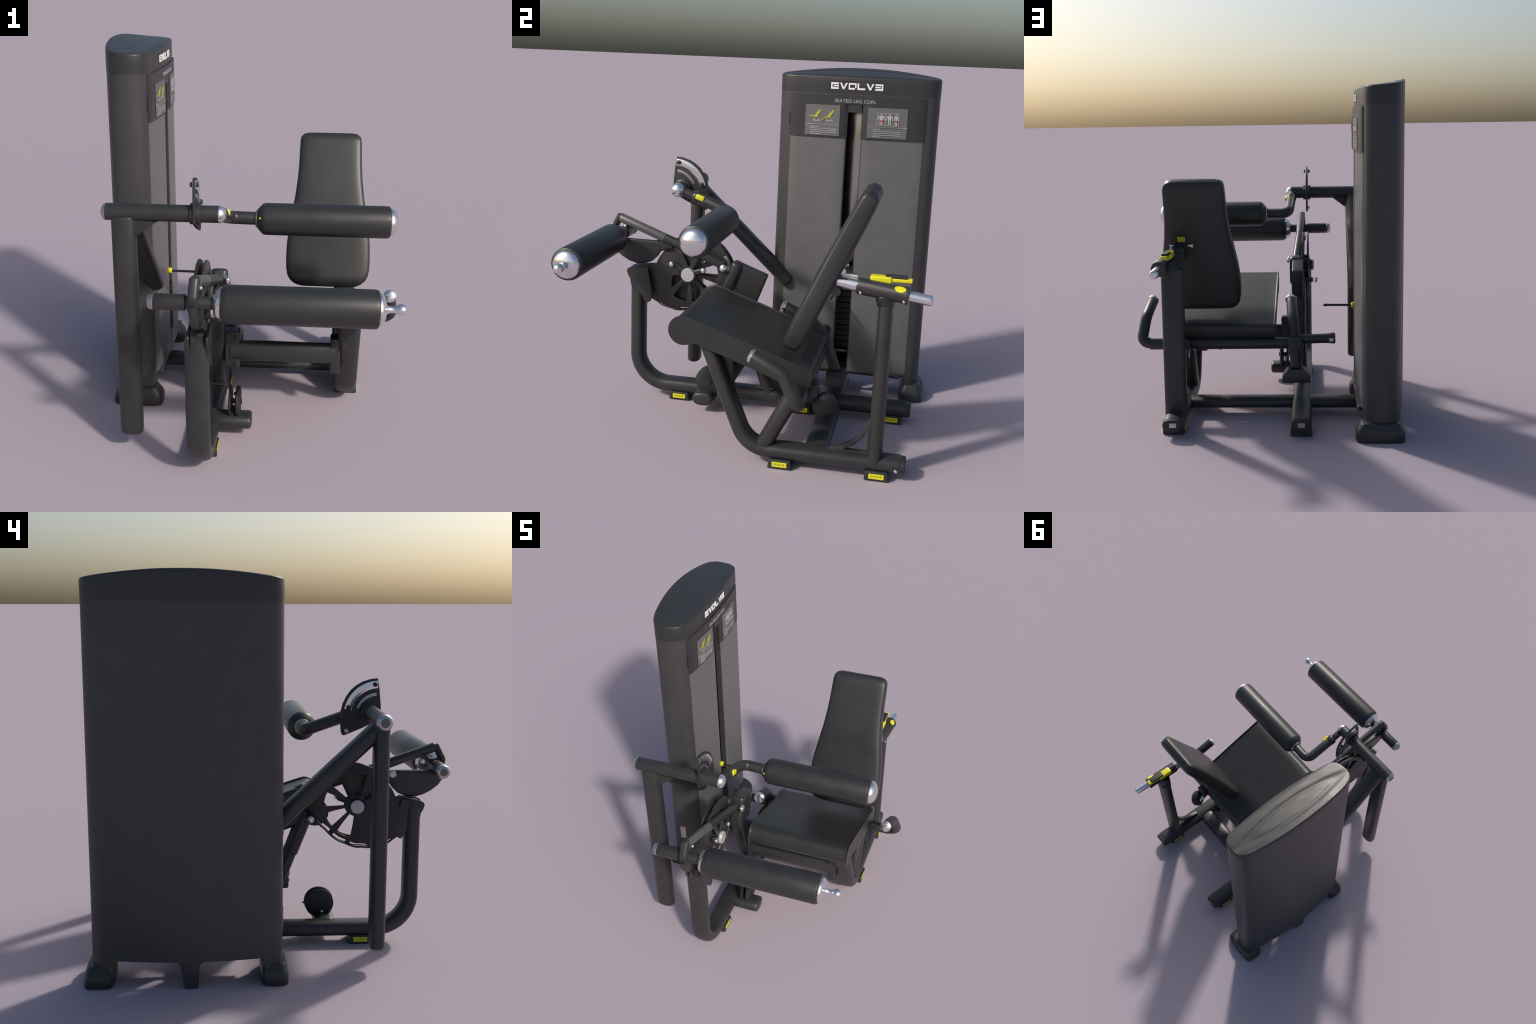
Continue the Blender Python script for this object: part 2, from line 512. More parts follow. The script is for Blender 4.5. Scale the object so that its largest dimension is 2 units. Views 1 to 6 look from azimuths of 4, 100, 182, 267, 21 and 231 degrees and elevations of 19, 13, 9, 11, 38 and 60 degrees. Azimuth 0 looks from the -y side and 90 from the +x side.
# brand lettering on the cap and model line on the placard
def logo():
    z0, z1 = 1.879, 1.916
    y0, y1 = 0.283, 0.592
    H = z1 - z0; W = (y1 - y0) / 6 - 0.006
    tilt = 0.0
    b = 0.26
    L = {
        "E": [rect(0, 0, .18, 1), rect(.18, 0, 1, b), rect(.18, 1 - b, 1, 1), rect(.32, .5 - .11, 1, .5 + .11)],
        "V": [[(0, 1), (.24, 1), (.60, .0), (.40, 0)], [(.76, 1), (1, 1), (.60, 0), (.45, .12)]],
        "O": [rect(0, 0, .18, .72), rect(.18, 0, .82, b), rect(.0, 1 - b, .18, 1), rect(.18, 1 - b, 1, 1), rect(.82, .28, 1, 1 - b), ],
        "L": [rect(0, 0, .2, 1), rect(.2, 0, 1, b)],
        "R": [rect(.82, 0, 1, 1), rect(0, 0, .82, b), rect(0, 1 - b, .82, 1), rect(0, .5 - .11, .68, .5 + .11)],
    }
    for i, ch in enumerate("EVOLVR"):
        yy = y0 + i * (y1 - y0) / 6
        ps = []
        for s in L[ch]:
            pts = [(yy + u * W, z0 + v * H) for u, v in s]
            ps.append(sheet_patch("s", pts, 0.0028, WHITE, tower, 0.003))
        join("logo_letter", ps, WHITE)
logo()
sheet_patch("logo_backing", rect_n(0.262, 1.868, 0.604, 1.927), 0.0016, RUBBER, tower, 0.001)
text_mesh("model_lettering", "SEATED LEG CURL", 0.027, PALE,
          lambda co: V((front_x(0.432 + co.x * 1.1) + O2 - 0.0008 + co.z * 0.5, 0.432 + co.x * 1.1, 1.812 + co.y)), pl)

# maker's plate on the tower side
plate("serial_label", [rect(-0.682, 0.255, -0.642, 0.355)], -0.0255, 0.006, PALE, tower, 0.0, "xz")
plate("serial_stripe", [rect(-0.682, 0.356, -0.642, 0.366)], -0.0255, 0.006, RED, tower, 0.0, "xz")

# tower feet and the middle tab at the back
def tower_foot(y0, y1):
    x0, x1 = -0.785, -0.508
    c = ((x0 + x1) / 2, (y0 + y1) / 2)
    lv = [(0.0, 0.985), (0.008, 1.0), (0.035, 1.0), (0.052, 0.975), (0.070, 0.90), (0.084, 0.80), (0.096, 0.74), (0.10, 0.70)]
    verts, faces = [], []
    sec = oval(40, 5.0)
    for z, k in lv:
        for u, v in sec:
            verts.append((c[0] + u * (x1 - x0) / 2 * (1 - (1 - k) * 0.8), c[1] + v * (y1 - y0) / 2 * k, z))
    n = 40
    for a in range(len(lv) - 1):
        for j in range(n):
            faces.append((a * n + j, a * n + (j + 1) % n, (a + 1) * n + (j + 1) % n, (a + 1) * n + j))
    faces.append(tuple(range(n - 1, -1, -1))); faces.append(tuple(range((len(lv) - 1) * n, len(lv) * n)))
    return obj("tower_foot", verts, faces, PAINT, tower, 45)
tower_foot(0.806, 0.955)
tower_foot(-0.055, 0.084)
plate("tower_tab", [[(0.372, 0.15), (0.385, 0.115), (0.393, 0.0015), (0.459, 0.0015), (0.478, 0.115), (0.494, 0.15)]],
      -0.752, 0.09, HOUSE, tower, 0.003)
sweep("tower_sill", [(-0.535, 0.08, 0.15), (-0.535, 0.81, 0.15)], 0.028, 0.028, PAINT, (0, 0, 1), tower)

# selector pin
pin = lathe("selector_pin", (-0.56, 0.381, 0.662), (1, -0.03, 0.0), [(0, 0.007), (0.20, 0.007), (0.202, 0.0085), (0.215, 0.0085), (0.225, 0.003)], RUBBER, tower, 14)
lathe("pin_knob", (-0.535, 0.381, 0.662), (1, 0, 0), [(0, 0.014), (0.008, 0.018), (0.024, 0.018), (0.030, 0.012)], YELLOW, pin, 20)

# ------------------------------------------------------------------ base frame
frame = sweep("base_rail",
      fillet([(-0.203, 0.878, 0.076), (-0.203, -0.767, 0.076), (-0.203, -0.767, 0.80)], 0.19, 16),
      0.116, 0.086, PAINT, (1, 0, 0), round0=0.01, round1=0.012, taper_end=(0.07, 0.80))
sweep("cross_rail", [(-0.62, 0.430, 0.073), (0.50, 0.430, 0.073)], 0.125, 0.068, PAINT, (0, 1, 0))
side = sweep("seat_frame",
      fillet([(0.525, 0.870, 0.076), (0.525, 0.078, 0.076), (0.525, -0.147, 0.622)], 0.17, 16),
      0.122, 0.080, PAINT, (1, 0, 0), round0=0.012, round1=0.01)
sweep("frame_stub", [(-0.20, -0.305, 0.084), (0.020, -0.305, 0.084)], 0.118, 0.080, PAINT, (0, 1, 0), round1=0.016)
def end_plug(x, z, w, h):
    p = sweep("end_plug", [(x, 0.865, z), (x, 0.892, z)], w, h, RUBBER, (1, 0, 0), round0=0, round1=0.008)
    plate("plug_badge", [rect(x - 0.022, z - 0.008, x + 0.018, z + 0.018)], 0.8915, 0.003, STEEL, p, 0.0, "xz")
end_plug(0.525, 0.074, 0.116, 0.074)
end_plug(-0.203, 0.075, 0.110, 0.080)
bolt((0.575, 0.845, 0.060), (1, 0, -0.3), 0.010, 0.012, CHROME, side)

# rubber feet with yellow tags
def foot(x, y):
    f = block("rubber_foot", (x, y, 0.0235), (0.126, 0.124, 0.047), RUBBER, bevel=0.006, taper=(0.97, 0.90))
    for s in (1, -1):
        t = plate("foot_tag", [rect(y - 0.038, 0.011, y + 0.038, 0.037)], x + s * 0.0622, 0.003, YELLOW, f, 0.0)
        text_mesh("tag_lettering", "EVOLVE", 0.015, RUBBER,
                  lambda co, s=s: V((x + s * (0.0642), y + s * co.x * 1.05, 0.0240 + co.y)), t)
foot(0.534, 0.260); foot(0.532, 0.752)
foot(-0.203, -0.490); foot(-0.203, 0.257); foot(-0.203, 0.784)

# return pulley on the stub
pul = lathe("floor_pulley", (-0.066, -0.280, 0.178), (1, 0, 0), [(0, 0.02), (0, 0.076), (0.006, 0.083), (0.018, 0.083), (0.024, 0.068), (0.026, 0.02)], RUBBER, None, 44)
lathe("pulley_guard", (-0.102, -0.280, 0.178), (1, 0, 0), [(0, 0.01), (0, 0.076), (0.004, 0.081), (0.010, 0.081), (0.014, 0.074), (0.014, 0.01)], RUBBER, pul, 44)
lathe("pulley_axle", (-0.105, -0.280, 0.178), (1, 0, 0), [(0, 0.014), (0.07, 0.014)], RUBBER, pul, 20)
block("pulley_bracket", (-0.083, -0.292, 0.112), (0.022, 0.09, 0.05), PAINT, pul, 0.004)
bolt((-0.112, -0.292, 0.135), (-1, 0, 0.2), 0.008, 0.012, CHROME, pul)
bolt((-0.080, -0.205, 0.178), (0, 1, 0), 0.006, 0.02, RUBBER, pul)

# diagonal strut from the floor rail to the cam, with lower under-seat beam
strut = sweep("strut", [(-0.192, 0.055, 0.10), (-0.177, -0.180, 0.70)], 0.084, 0.070, PAINT, (1, 0, 0))
sweep("strut_sleeve", [(-0.181, -0.103, 0.505), (-0.176, -0.196, 0.74)], 0.094, 0.082, PAINT, (1, 0, 0), strut)
block("strut_weld_plate", (-0.196, 0.04, 0.128), (0.085, 0.10, 0.012), PAINT, strut, 0.004)
block("beam_bracket", (-0.104, -0.065, 0.390), (0.082, 0.075, 0.215), PAINT, strut, 0.014)
block("beam_bracket", (0.455, -0.062, 0.373), (0.055, 0.085, 0.205), PAINT, side, 0.012)
sweep("seat_beam", [(-0.12, -0.075, 0.380), (0.46, -0.075, 0.380)], 0.115, 0.07, PAINT, (0, 0, 1))
for x, y, z in ((-0.085, -0.102, 0.47), (-0.085, -0.102, 0.315), (0.445, -0.104, 0.450)):
    bolt((x, y, z), (0, -1, 0), 0.009, 0.01, RUBBER)
sweep("rear_leg", [(0.522, 0.165, 0.10), (0.522, 0.345, 0.46)], 0.115, 0.086, PAINT, (1, 0, 0), side)
block("leg_plate", (0.500, -0.070, 0.50), (0.03, 0.11, 0.16), PAINT, side, 0.008)

# ------------------------------------------------------------------ seat
def pad(name, levels, mat, parent=None, p=9.0, n=64):
    """Loft of rounded-rectangle sections: (centre, xaxis half, yaxis half vectors)."""
    verts, faces = [], []
    sec = oval(n, p)
    for c, a, b in levels:
        for u, v in sec: verts.append(V(c) + V(a) * u + V(b) * v)
    for k in range(len(levels) - 1):
        for j in range(n):
            faces.append((k * n + j, k * n + (j + 1) % n, (k + 1) * n + (j + 1) % n, (k + 1) * n + j))
    faces.append(tuple(range(n - 1, -1, -1))); faces.append(tuple(range((len(levels) - 1) * n, len(levels) * n)))
    return obj(name, verts, faces, mat, parent, 50)

def seat():
    """Side profile (y, z) swept across x with rolled edges; front lip curls under."""
    lip = arc((-0.256, 0.692), 0.066, 92, 268, 14)
    prof = lip + [(-0.236, 0.629), (-0.214, 0.641), (-0.18, 0.637),
            (0.00, 0.576), (0.20, 0.506), (0.345, 0.454), (0.370, 0.453), (0.386, 0.466), (0.400, 0.520), (0.396, 0.538), (0.380, 0.549),
            (0.20, 0.607), (0.00, 0.675), (-0.20, 0.741)]
    k0 = len(lip) + 3                 # first point of the flat underside
    cy, cz = 0.02, 0.61
    def norm(i):
        a, b = V(prof[i - 1]), V(prof[(i + 1) % len(prof)])
        d = (b - a).normalized()
        return V((-d.y, d.x))      # outward: the profile runs counter-clockwise seen from +x
    xs = []
    x0, x1, r = -0.040, 0.612, 0.011
    for a in (90, 60, 35, 15, 0): xs.append((x0 + r * (1 - math.cos(math.radians(a))) if 0 else x0 + r * (1 - math.cos(math.radians(90 - a))), r * (1 - math.cos(math.radians(a)))))
    for i in range(1, 12): xs.append((x0 + r + (x1 - x0 - 2 * r) * i / 12, 0))
    for a in (0, 15, 35, 60, 90): xs.append((x1 - r * (1 - math.sin(math.radians(a))) if 0 else x1 - r * (1 - math.cos(math.radians(90 - a))), r * (1 - math.cos(math.radians(a)))))
    verts, faces = [], []
    m = len(prof)
    for x, ins in xs:
        for i, (y, z) in enumerate(prof):
            nn = norm(i)
            q = V((y, z)) - nn * ins
            # gentle sag in the sitting area
            sag = 0.0
            if i >= k0 + 7: sag = 0.003 * math.exp(-((x - 0.29) / 0.2) ** 2)
            if k0 <= i <= k0 + 2 and x0 + 0.05 < x < x1 - 0.05: sag = -0.014     # hollow underneath
            verts.append((x, q.x, q.y - sag))
    for k in range(len(xs) - 1):
        for j in range(m):
            faces.append((k * m + j, k * m + (j + 1) % m, (k + 1) * m + (j + 1) % m, (k + 1) * m + j))
    faces.append(tuple(range(m - 1, -1, -1))); faces.append(tuple(range((len(xs) - 1) * m, len(xs) * m)))
    o = obj("seat_pad", verts, faces, VINYL, None, 60)
    return o
seat_pad = seat()
bolt((0.575, -0.155, 0.625), (0.6, 0, -1), 0.012, 0.012, CHROME, seat_pad)
block("seat_pan", (0.286, 0.08, 0.572), (0.50, 0.50, 0.03), PAINT, seat_pad, 0.008, Matrix.Rotation(-0.325, 3, 'X'))
# tube under the seat with the two hand grips
sweep("grip_tube", [(-0.16, 0.362, 0.421), (0.74, 0.362, 0.418)], 0.070, 0.066, PAINT, (0, 0, 1), p=2)
for x in (0.30, 0.46):
    bolt((x, 0.360, 0.391), (0, 0, -1), 0.009, 0.014, CHROME)
gr = sweep("hand_grip", fillet([(0.735, 0.360, 0.424), (0.789, 0.366, 0.424), (0.768, 0.288, 0.574), (0.752, 0.130, 0.645)], [0.045, 0.09], 9),
      0.067, 0.067, PAINT, (1, 0.1, 0), p=2, round0=0)
lathe("grip_cap", (0.7525, 0.136, 0.6425), (-0.016, -0.17, 0.073), [(0, 0.031), (0.004, 0.036), (0.014, 0.036)] + dome(0.014, 0.033, 0.012)[1:], CHROME, gr, 30)
gl = sweep("hand_grip", fillet([(-0.168, 0.440, 0.29), (-0.160, 0.380, 0.460), (-0.148, 0.295, 0.570), (-0.136, 0.135, 0.645)], [0.09, 0.10], 9),
      0.066, 0.066, PAINT, (1, 0.1, 0), p=2, round0=0)
lathe("grip_cap", (-0.136, 0.138, 0.6435), (0.012, -0.17, 0.073), [(0, 0.032), (0.004, 0.037), (0.014, 0.037)] + dome(0.014, 0.034, 0.012)[1:], CHROME, gl, 30)
lathe("side_peg", (-0.160, 0.345, 0.440), (-1, 0, 0.03), [(0, 0.034), (0.05, 0.029), (0.17, 0.029), (0.205, 0.030), (0.235, 0.034), (0.246, 0.034), (0.250, 0.028)], PAINT, gl, 30)
plate("peg_label", [rect(-0.398, 0.434, -0.373, 0.454)], 0.378, 0.003, STEEL, gl, 0.0, "xz")
sweep("pedal_leg", [(-0.164, 0.385, 0.455), (-0.170, 0.440, 0.27)], 0.105, 0.06, PAINT, (1, 0, 0), gl, widths=[1.0, 0.55])
ped = plate("pedal_block", [[(-0.256, 0.206), (-0.086, 0.206), (-0.086, 0.246), (-0.122, 0.288), (-0.215, 0.288), (-0.256, 0.246)]],
      0.445, 0.10, PAINT, gl, 0.005, "xz")
# round adjusting knob
KD = V((0.80, 0.52, -0.30)).normalized()
KC = V((0.535, 0.470, 0.350))
kn = lathe("adjusting_knob", KC - KD * 0.045, KD, [(0, 0.03), (0.003, 0.044), (0.012, 0.058), (0.034, 0.064), (0.056, 0.062), (0.068, 0.054), (0.075, 0.038), (0.077, 0.01)], RUBBER, None, 36)
block("knob_housing", (0.522, 0.400, 0.425), (0.085, 0.07, 0.075), PAINT, kn, 0.012)
lathe("knob_shaft", KC + V((-0.035, -0.065, 0.045)), V((0.0, 0.84, -0.53)), [(0, 0.020), (0.075, 0.020)], CHROME, kn, 20)

# ------------------------------------------------------------------ back rest and its post
def backrest():
    # (distance along the pad from the bottom, half width)
    W = [(0.0, 0.140), (0.006, 0.170), (0.016, 0.193), (0.034, 0.214), (0.06, 0.229), (0.10, 0.237), (0.16, 0.239), (0.24, 0.237), (0.32, 0.229),
         (0.42, 0.213), (0.52, 0.197), (0.62, 0.186), (0.70, 0.181), (0.78, 0.179), (0.84, 0.177), (0.866, 0.172), (0.882, 0.158), (0.890, 0.135)]
    low, top = V((0.405, 0.276, 0.634)), V((0.405, 0.645, 1.444))
    d = (top - low).normalized()
    Lg = (top - low).length
    nrm = V((0, -d.z, d.y))           # faces the sitter (-y)
    T = 0.047
    verts, faces = [], []
    sec = oval(44, 6.5)
    # cross-sections across the length
    prof = []
    m = 44
    for s, hw in W:
        k = s / 0.890
        q = low + d * (Lg * k)
        e = min(s, 0.890 - s)
        th = T * math.sqrt(max(0.0, 1 - (1 - min(1, e / 0.040)) ** 2)) if e < 0.040 else T
        th = max(th, T * 0.45) * (1 + 0.17 * math.sin(math.pi * min(1.0, k * 1.05)) ** 0.8)
        sk = 1.0
        ctr = q + nrm * (0.004 * math.sin(math.pi * k))
        for u, v in sec:
            verts.append(ctr + V((1, 0, 0)) * (u * hw) + nrm * (v * th))
        prof.append(0)
    for a in range(len(W) - 1):
        for j in range(m):
            faces.append((a * m + j, a * m + (j + 1) % m, (a + 1) * m + (j + 1) % m, (a + 1) * m + j))
    faces.append(tuple(range(m - 1, -1, -1))); faces.append(tuple(range((len(W) - 1) * m, len(W) * m)))
    o = obj("backrest_pad", verts, faces, VINYL, None, 60)
    return o, low, d, nrm
back, BL, BD, BN = backrest()
rb = Matrix((V((1, 0, 0)), BD, BN)).transposed()   # pad frame
for x in (0.33, 0.50):
    q = BL + BD * 0.06 - BN * 0.049
    bolt((x, q.y, q.z), -BN, 0.014, 0.005, VINYL, back)
q = BL + BD * 0.53 - BN * 0.053
block("warning_label", (0.495, q.y, q.z), (0.046, 0.034, 0.003), OLIVE, back, 0.001, rb)
post = sweep("backrest_post", [(0.523, 0.737, 0.07), (0.523, 0.737, 0.955)], 0.130, 0.074, PAINT, (1, 0, 0))
g0 = [(0.500, 0.106), (0.710, 0.106), (0.715, 0.310), (0.694, 0.298), (0.676, 0.248), (0.644, 0.200), (0.598, 0.165), (0.548, 0.142), (0.500, 0.128)]
g1 = [(0.580, 0.126), (0.693, 0.126), (0.694, 0.250), (0.670, 0.200), (0.634, 0.160)]
plate("post_gusset", [g0, g1], 0.530, 0.032, PAINT, post, 0.004)

H0, H1 = V((0.558, 0.480, 1.004)), V((0.590, 0.952, 0.953))
HD = (H1 - H0).normalized()
def on_handle(t): return H0 + HD * t
sl = lathe("handle_sleeve", on_handle(0.115), HD, [(0, 0.032), (0.004, 0.039), (0.012, 0.041), (0.23, 0.041), (0.238, 0.043), (0.250, 0.043), (0.254, 0.034)], PAINT, post, 32)
lathe("slide_rod", on_handle(0.02), HD, [(0, 0.030), (0.10, 0.031)], CHROME, post, 28)
lathe("slide_rod", on_handle(0.365), HD, [(0, 0.026), (0.10, 0.026), (0.106, 0.0255)] + dome(0.106, 0.025, 0.014)[1:], CHROME, post, 28)
sweep("post_neck", [(0.523, 0.737, 0.905), (0.556, 0.722, 0.978)], 0.122, 0.092, PAINT, (1, 0, 0), post, p=2.2)
# clamp behind the pad
block("bracket_arm", on_handle(0.045) + V((-0.018, 0, 0.0)), (0.085, 0.06, 0.05), PAINT, back, 0.012)
block("slide_bracket", on_handle(0.02) + V((-0.045, 0.012, 0.012)), (0.078, 0.09, 0.085), PAINT, back, 0.01, rb)
for dx in (-0.045, 0.045):
    lathe("bracket_bolt", on_handle(0.0) + V((dx * 0.5 - 0.06, 0.03, 0.05)), (dx, 0.012, 0.0), [(0, 0.010), (0.04, 0.010), (0.042, 0.014), (0.052, 0.014)], CHROME, back, 18)
lathe("slide_rod", on_handle(0.03) + V((-0.015, 0, 0.036)), HD, [(0, 0.016), (0.085, 0.018)], STEEL, post, 20)
lathe("clamp_ring", on_handle(0.01) + V((-0.02, 0.0, -0.058)), (1, 0, 0), [(0, 0.010), (0, 0.024), (0.014, 0.024), (0.014, 0.010)], SATIN, post, 26)
block("clamp_tab", on_handle(-0.02) + V((0.0, 0.0, -0.045)), (0.02, 0.035, 0.03), YELLOW, post, 0.006)
for t in (0.135, 0.345):
    q = on_handle(t) + V((0.030, 0, -0.022)); bolt(q, (0.8, 0, -0.6), 0.008, 0.012, CHROME, sl)
# release lever
rl = Matrix((HD.cross(V((0, 0, 1))).normalized(), HD, HD.cross(V((0, 0, 1))).normalized().cross(HD))).transposed()
lev = block("release_lever", on_handle(0.228) + V((-0.028, 0, 0.048)), (0.052, 0.105, 0.036), YELLOW, sl, 0.010)
block("lever_tongue", on_handle(0.318) + V((-0.032, 0, 0.060)), (0.036, 0.12, 0.020), YELLOW, lev, 0.006)
block("lever_grip", on_handle(0.300) + V((-0.032, 0, 0.073)), (0.040, 0.105, 0.014), RUBBER, lev, 0.006)
block("lever_hinge", on_handle(0.255) + V((-0.024, 0, 0.034)), (0.03, 0.06, 0.026), STEEL, lev, 0.005)
# yellow mark wrapped on the sleeve
def sleeve_patch(t0, t1, a0, a1, r):
    s = HD.cross(V((0, 0, 1))).normalized(); u = s.cross(HD)
    vs, fs = [], []
    nt, na = 6, 8
    for i in range(nt + 1):
        for j in range(na + 1):
            a = math.radians(a0 + (a1 - a0) * j / na)
            w = math.sqrt(max(0.05, 1 - (2 * i / nt - 1) ** 2))
            a = math.radians((a0 + a1) / 2 + (a1 - a0) * (j / na - 0.5) * w)
            vs.append(on_handle(t0 + (t1 - t0) * i / nt) + (s * math.cos(a) + u * math.sin(a)) * r)
    for i in range(nt):
        for j in range(na):
            k = i * (na + 1) + j
            fs.append((k, k + 1, k + na + 2, k + na + 1))
    o = obj("yellow_mark", vs, fs, YELLOW, sl, 40)
sleeve_patch(0.295, 0.350, 25, 75, 0.0424)

# ------------------------------------------------------------------ front upright, crossbar and thigh roller
XB = V((0, -0.515, 1.280))
up = sweep("front_post", [(-0.577, -0.517, 0.103), (-0.577, -0.517, 1.265)], 0.117, 0.082, PAINT, (1, 0, 0), round0=0.022)
bar = lathe("crossbar", (-0.670, -0.515, 1.281), (1, 0, 0), [(0, 0.034), (0.006, 0.039), (0.014, 0.0405), (0.545, 0.0405)], PAINT, None, 40)
lathe("crossbar_cap", (-0.678, -0.515, 1.281), (1, 0, 0), [(0, 0.024), (0.002, 0.030), (0.006, 0.036), (0.014, 0.0395), (0.018, 0.041), (0.022, 0.036)], STEEL, bar, 36)
lathe("cap_disc", (-0.6805, -0.515, 1.281), (1, 0, 0), [(0, 0.020), (0.003, 0.024), (0.01, 0.024)], LABEL, bar, 30)
lathe("crossbar_dome", (-0.129, -0.515, 1.281), (1, 0, 0), [(0, 0.038), (0.004, 0.0415), (0.010, 0.0415)] + dome(0.010, 0.040, 0.030)[1:], CHROME, bar, 36)
plate("bar_gusset", [[(-0.53, 1.175), (-0.515, 1.168), (-0.415, 1.243), (-0.53, 1.25)]], -0.517, 0.05, PAINT, up, 0.004, "xz")
sweep("diagonal_brace", [(-0.557, -0.520, 1.254), (-0.557, 0.090, 0.684)], 0.116, 0.086, PAINT, (1, 0, 0), round1=0.026)

# range-of-motion quadrant
QC = (-0.562, 1.262)
q_out = [(-0.556, 1.460), (-0.520, 1.457), (-0.474, 1.442), (-0.440, 1.422), (-0.412, 1.397), (-0.388, 1.362), (-0.371, 1.325), (-0.362, 1.285),
         (-0.360, 1.235), (-0.364, 1.180), (-0.370, 1.162), (-0.382, 1.158), (-0.480, 1.198), (-0.556, 1.235), (-0.576, 1.250), (-0.574, 1.320), (-0.566, 1.400)]
quad = plate("range_plate", [q_out], -0.236, 0.012, RUBBER, None, 0.003)
for s in (1, -1):
    xx = -0.236 + s * 0.0065
    plate("scale_band", [arc(QC, 0.186, 12, 88) + arc(QC, 0.146, 88, 12)], xx, 0.003, CHROME, quad, 0.001)
    plate("scale_groove", [arc(QC, 0.124, 20, 84) + arc(QC, 0.108, 84, 20)], xx, 0.003, STEEL, quad, 0.001)
    for a in (16, 83):
        y, z = QC[0] + 0.167 * math.cos(math.radians(a)), QC[1] + 0.167 * math.sin(math.radians(a))
        bolt((xx + s * 0.001, y, z), (s, 0, 0), 0.012, 0.014, RUBBER, quad)
bolt((-0.243, -0.392, 1.185), (-1, 0, 0), 0.012, 0.012, STEEL, quad)
lathe("range_boss", (-0.262, -0.515, 1.281), (1, 0, 0), [(0, 0.044), (0.004, 0.050), (0.05, 0.050), (0.054, 0.044)], PAINT, quad, 36)

# swinging arm for the upper roller
arm = sweep("thigh_arm", fillet([(-0.128, -0.415, 1.252), (-0.115, -0.180, 1.168), (0.060, -0.188, 1.168)], 0.055, 12), 0.066, 0.066, PAINT, (0, 0.3, 1), p=2)
lathe("arm_stem", (-0.130, -0.475, 1.272), (0.005, 0.22, -0.078), [(0, 0.024), (0.09, 0.024)], PAINT, arm, 26)
lathe("arm_collar", (-0.128, -0.420, 1.254), (0.012, 0.22, -0.078), [(0, 0.033), (0.004, 0.036), (0.03, 0.036), (0.036, 0.033)], PAINT, arm, 30)
block("arm_button", (-0.100, -0.375, 1.250), (0.026, 0.052, 0.030), YELLOW, arm, 0.008, Matrix.Rotation(-0.34, 3, 'X'))
RU = V((0.0, -0.187, 1.167))
ru = lathe("thigh_roller", (0.031, RU.y, RU.z), (1, 0.004, -0.003), [(0, 0.034), (0.002, 0.046), (0.008, 0.054), (0.026, 0.074), (0.036, 0.0795), (0.050, 0.0815), (0.650, 0.0815), (0.664, 0.079), (0.670, 0.070)], FOAM, None, 56)
lathe("roller_flange", (0.023, RU.y, RU.z), (1, 0, 0), [(0, 0.036), (0.004, 0.044), (0.012, 0.046)], STEEL, ru, 36)
lathe("roller_cap", (0.696, RU.y + 0.003, RU.z - 0.002), (1, 0, 0), [(0, 0.060), (0.006, 0.0685), (0.014, 0.0685)] + dome(0.014, 0.066, 0.032)[1:], CHROME, ru, 48)
bolt((0.050, RU.y - 0.062, RU.z + 0.02), (-0.5, -1, 0.3), 0.006, 0.004, YELLOW, ru)

# ------------------------------------------------------------------ leg lever with shin roller
AX = V((0, -0.882, 0.984))
ax = lathe("roller_axle", (-0.392, AX.y, AX.z), (1, 0.0, -0.002), [(0, 0.030), (0.008, 0.036), (0.155, 0.037), (0.16, 0.029), (0.33, 0.029)], PAINT, None, 36)
lathe("axle_cap", (-0.402, AX.y, AX.z), (1, 0, 0), [(0, 0.026), (0.006, 0.034), (0.018, 0.0375), (0.024, 0.038), (0.028, 0.034)], STEEL, ax, 36)
lathe("cap_disc", (-0.4045, AX.y, AX.z), (1, 0, 0), [(0, 0.018), (0.003, 0.021), (0.01, 0.021)], LABEL, ax, 30)
rl2 = lathe("shin_roller", (-0.088, AX.y, AX.z - 0.002), (1, 0.012, -0.006), [(0, 0.060), (0.012, 0.072), (0.026, 0.083), (0.040, 0.087), (0.680, 0.087), (0.694, 0.084), (0.700, 0.074)], FOAM, None, 56)
lathe("roller_flange", (-0.112, AX.y, AX.z - 0.002), (1, 0, 0), [(0, 0.030), (0.004, 0.052), (0.018, 0.066), (0.034, 0.076), (0.036, 0.060)], CHROME, rl2, 48)
EC = V((0.606, -0.873, 0.978))
lathe("roller_cap", EC, (1, 0.012, -0.006), [(0, 0.066), (0.004, 0.0725), (0.012, 0.0725)] + dome(0.012, 0.070, 0.026)[1:], CHROME, rl2, 48)
lathe("roller_knob", EC + V((0.034, 0, 0)), (1, 0, 0.02), [(0, 0.026), (0.012, 0.016), (0.030, 0.014), (0.042, 0.016), (0.054, 0.024), (0.068, 0.027), (0.082, 0.023), (0.090, 0.013), (0.093, 0.002)], CHROME, rl2, 32)

lever = sweep("leg_lever", [(-0.192, -0.895, 1.090), (-0.182, -0.604, 0.984), (-0.160, -0.235, 0.852)], 0.050, 0.052, PAINT, (1, 0, 0), p=2.2, round0=0.02)
lathe("lever_sleeve", (-0.190, -0.880, 1.084), (0.0343, 0.996, -0.362), [(0, 0.024), (0.006, 0.0265), (0.294, 0.0265), (0.296, 0.024)], SATIN, lever, 28)
sweep("lever_fork", fillet([(-0.194, -0.884, 1.102), (-0.198, -0.925, 1.020), (-0.198, -0.915, 0.970)], 0.02, 6), 0.045, 0.034, PAINT, (1, 0, 0), lever)
plate("fork_web", [[(-0.885, 1.095), (-0.775, 1.058), (-0.790, 1.035), (-0.845, 1.005), (-0.880, 0.975), (-0.925, 0.990), (-0.928, 1.030)],
                   [(-0.880, 1.065), (-0.835, 1.045), (-0.850, 1.030), (-0.872, 1.022), (-0.898, 1.030)]], -0.196, 0.028, PAINT, lever, 0.004)
bolt((-0.178, -0.846, 1.038), (1, 0, 0.2), 0.010, 0.016, CHROME, lever)
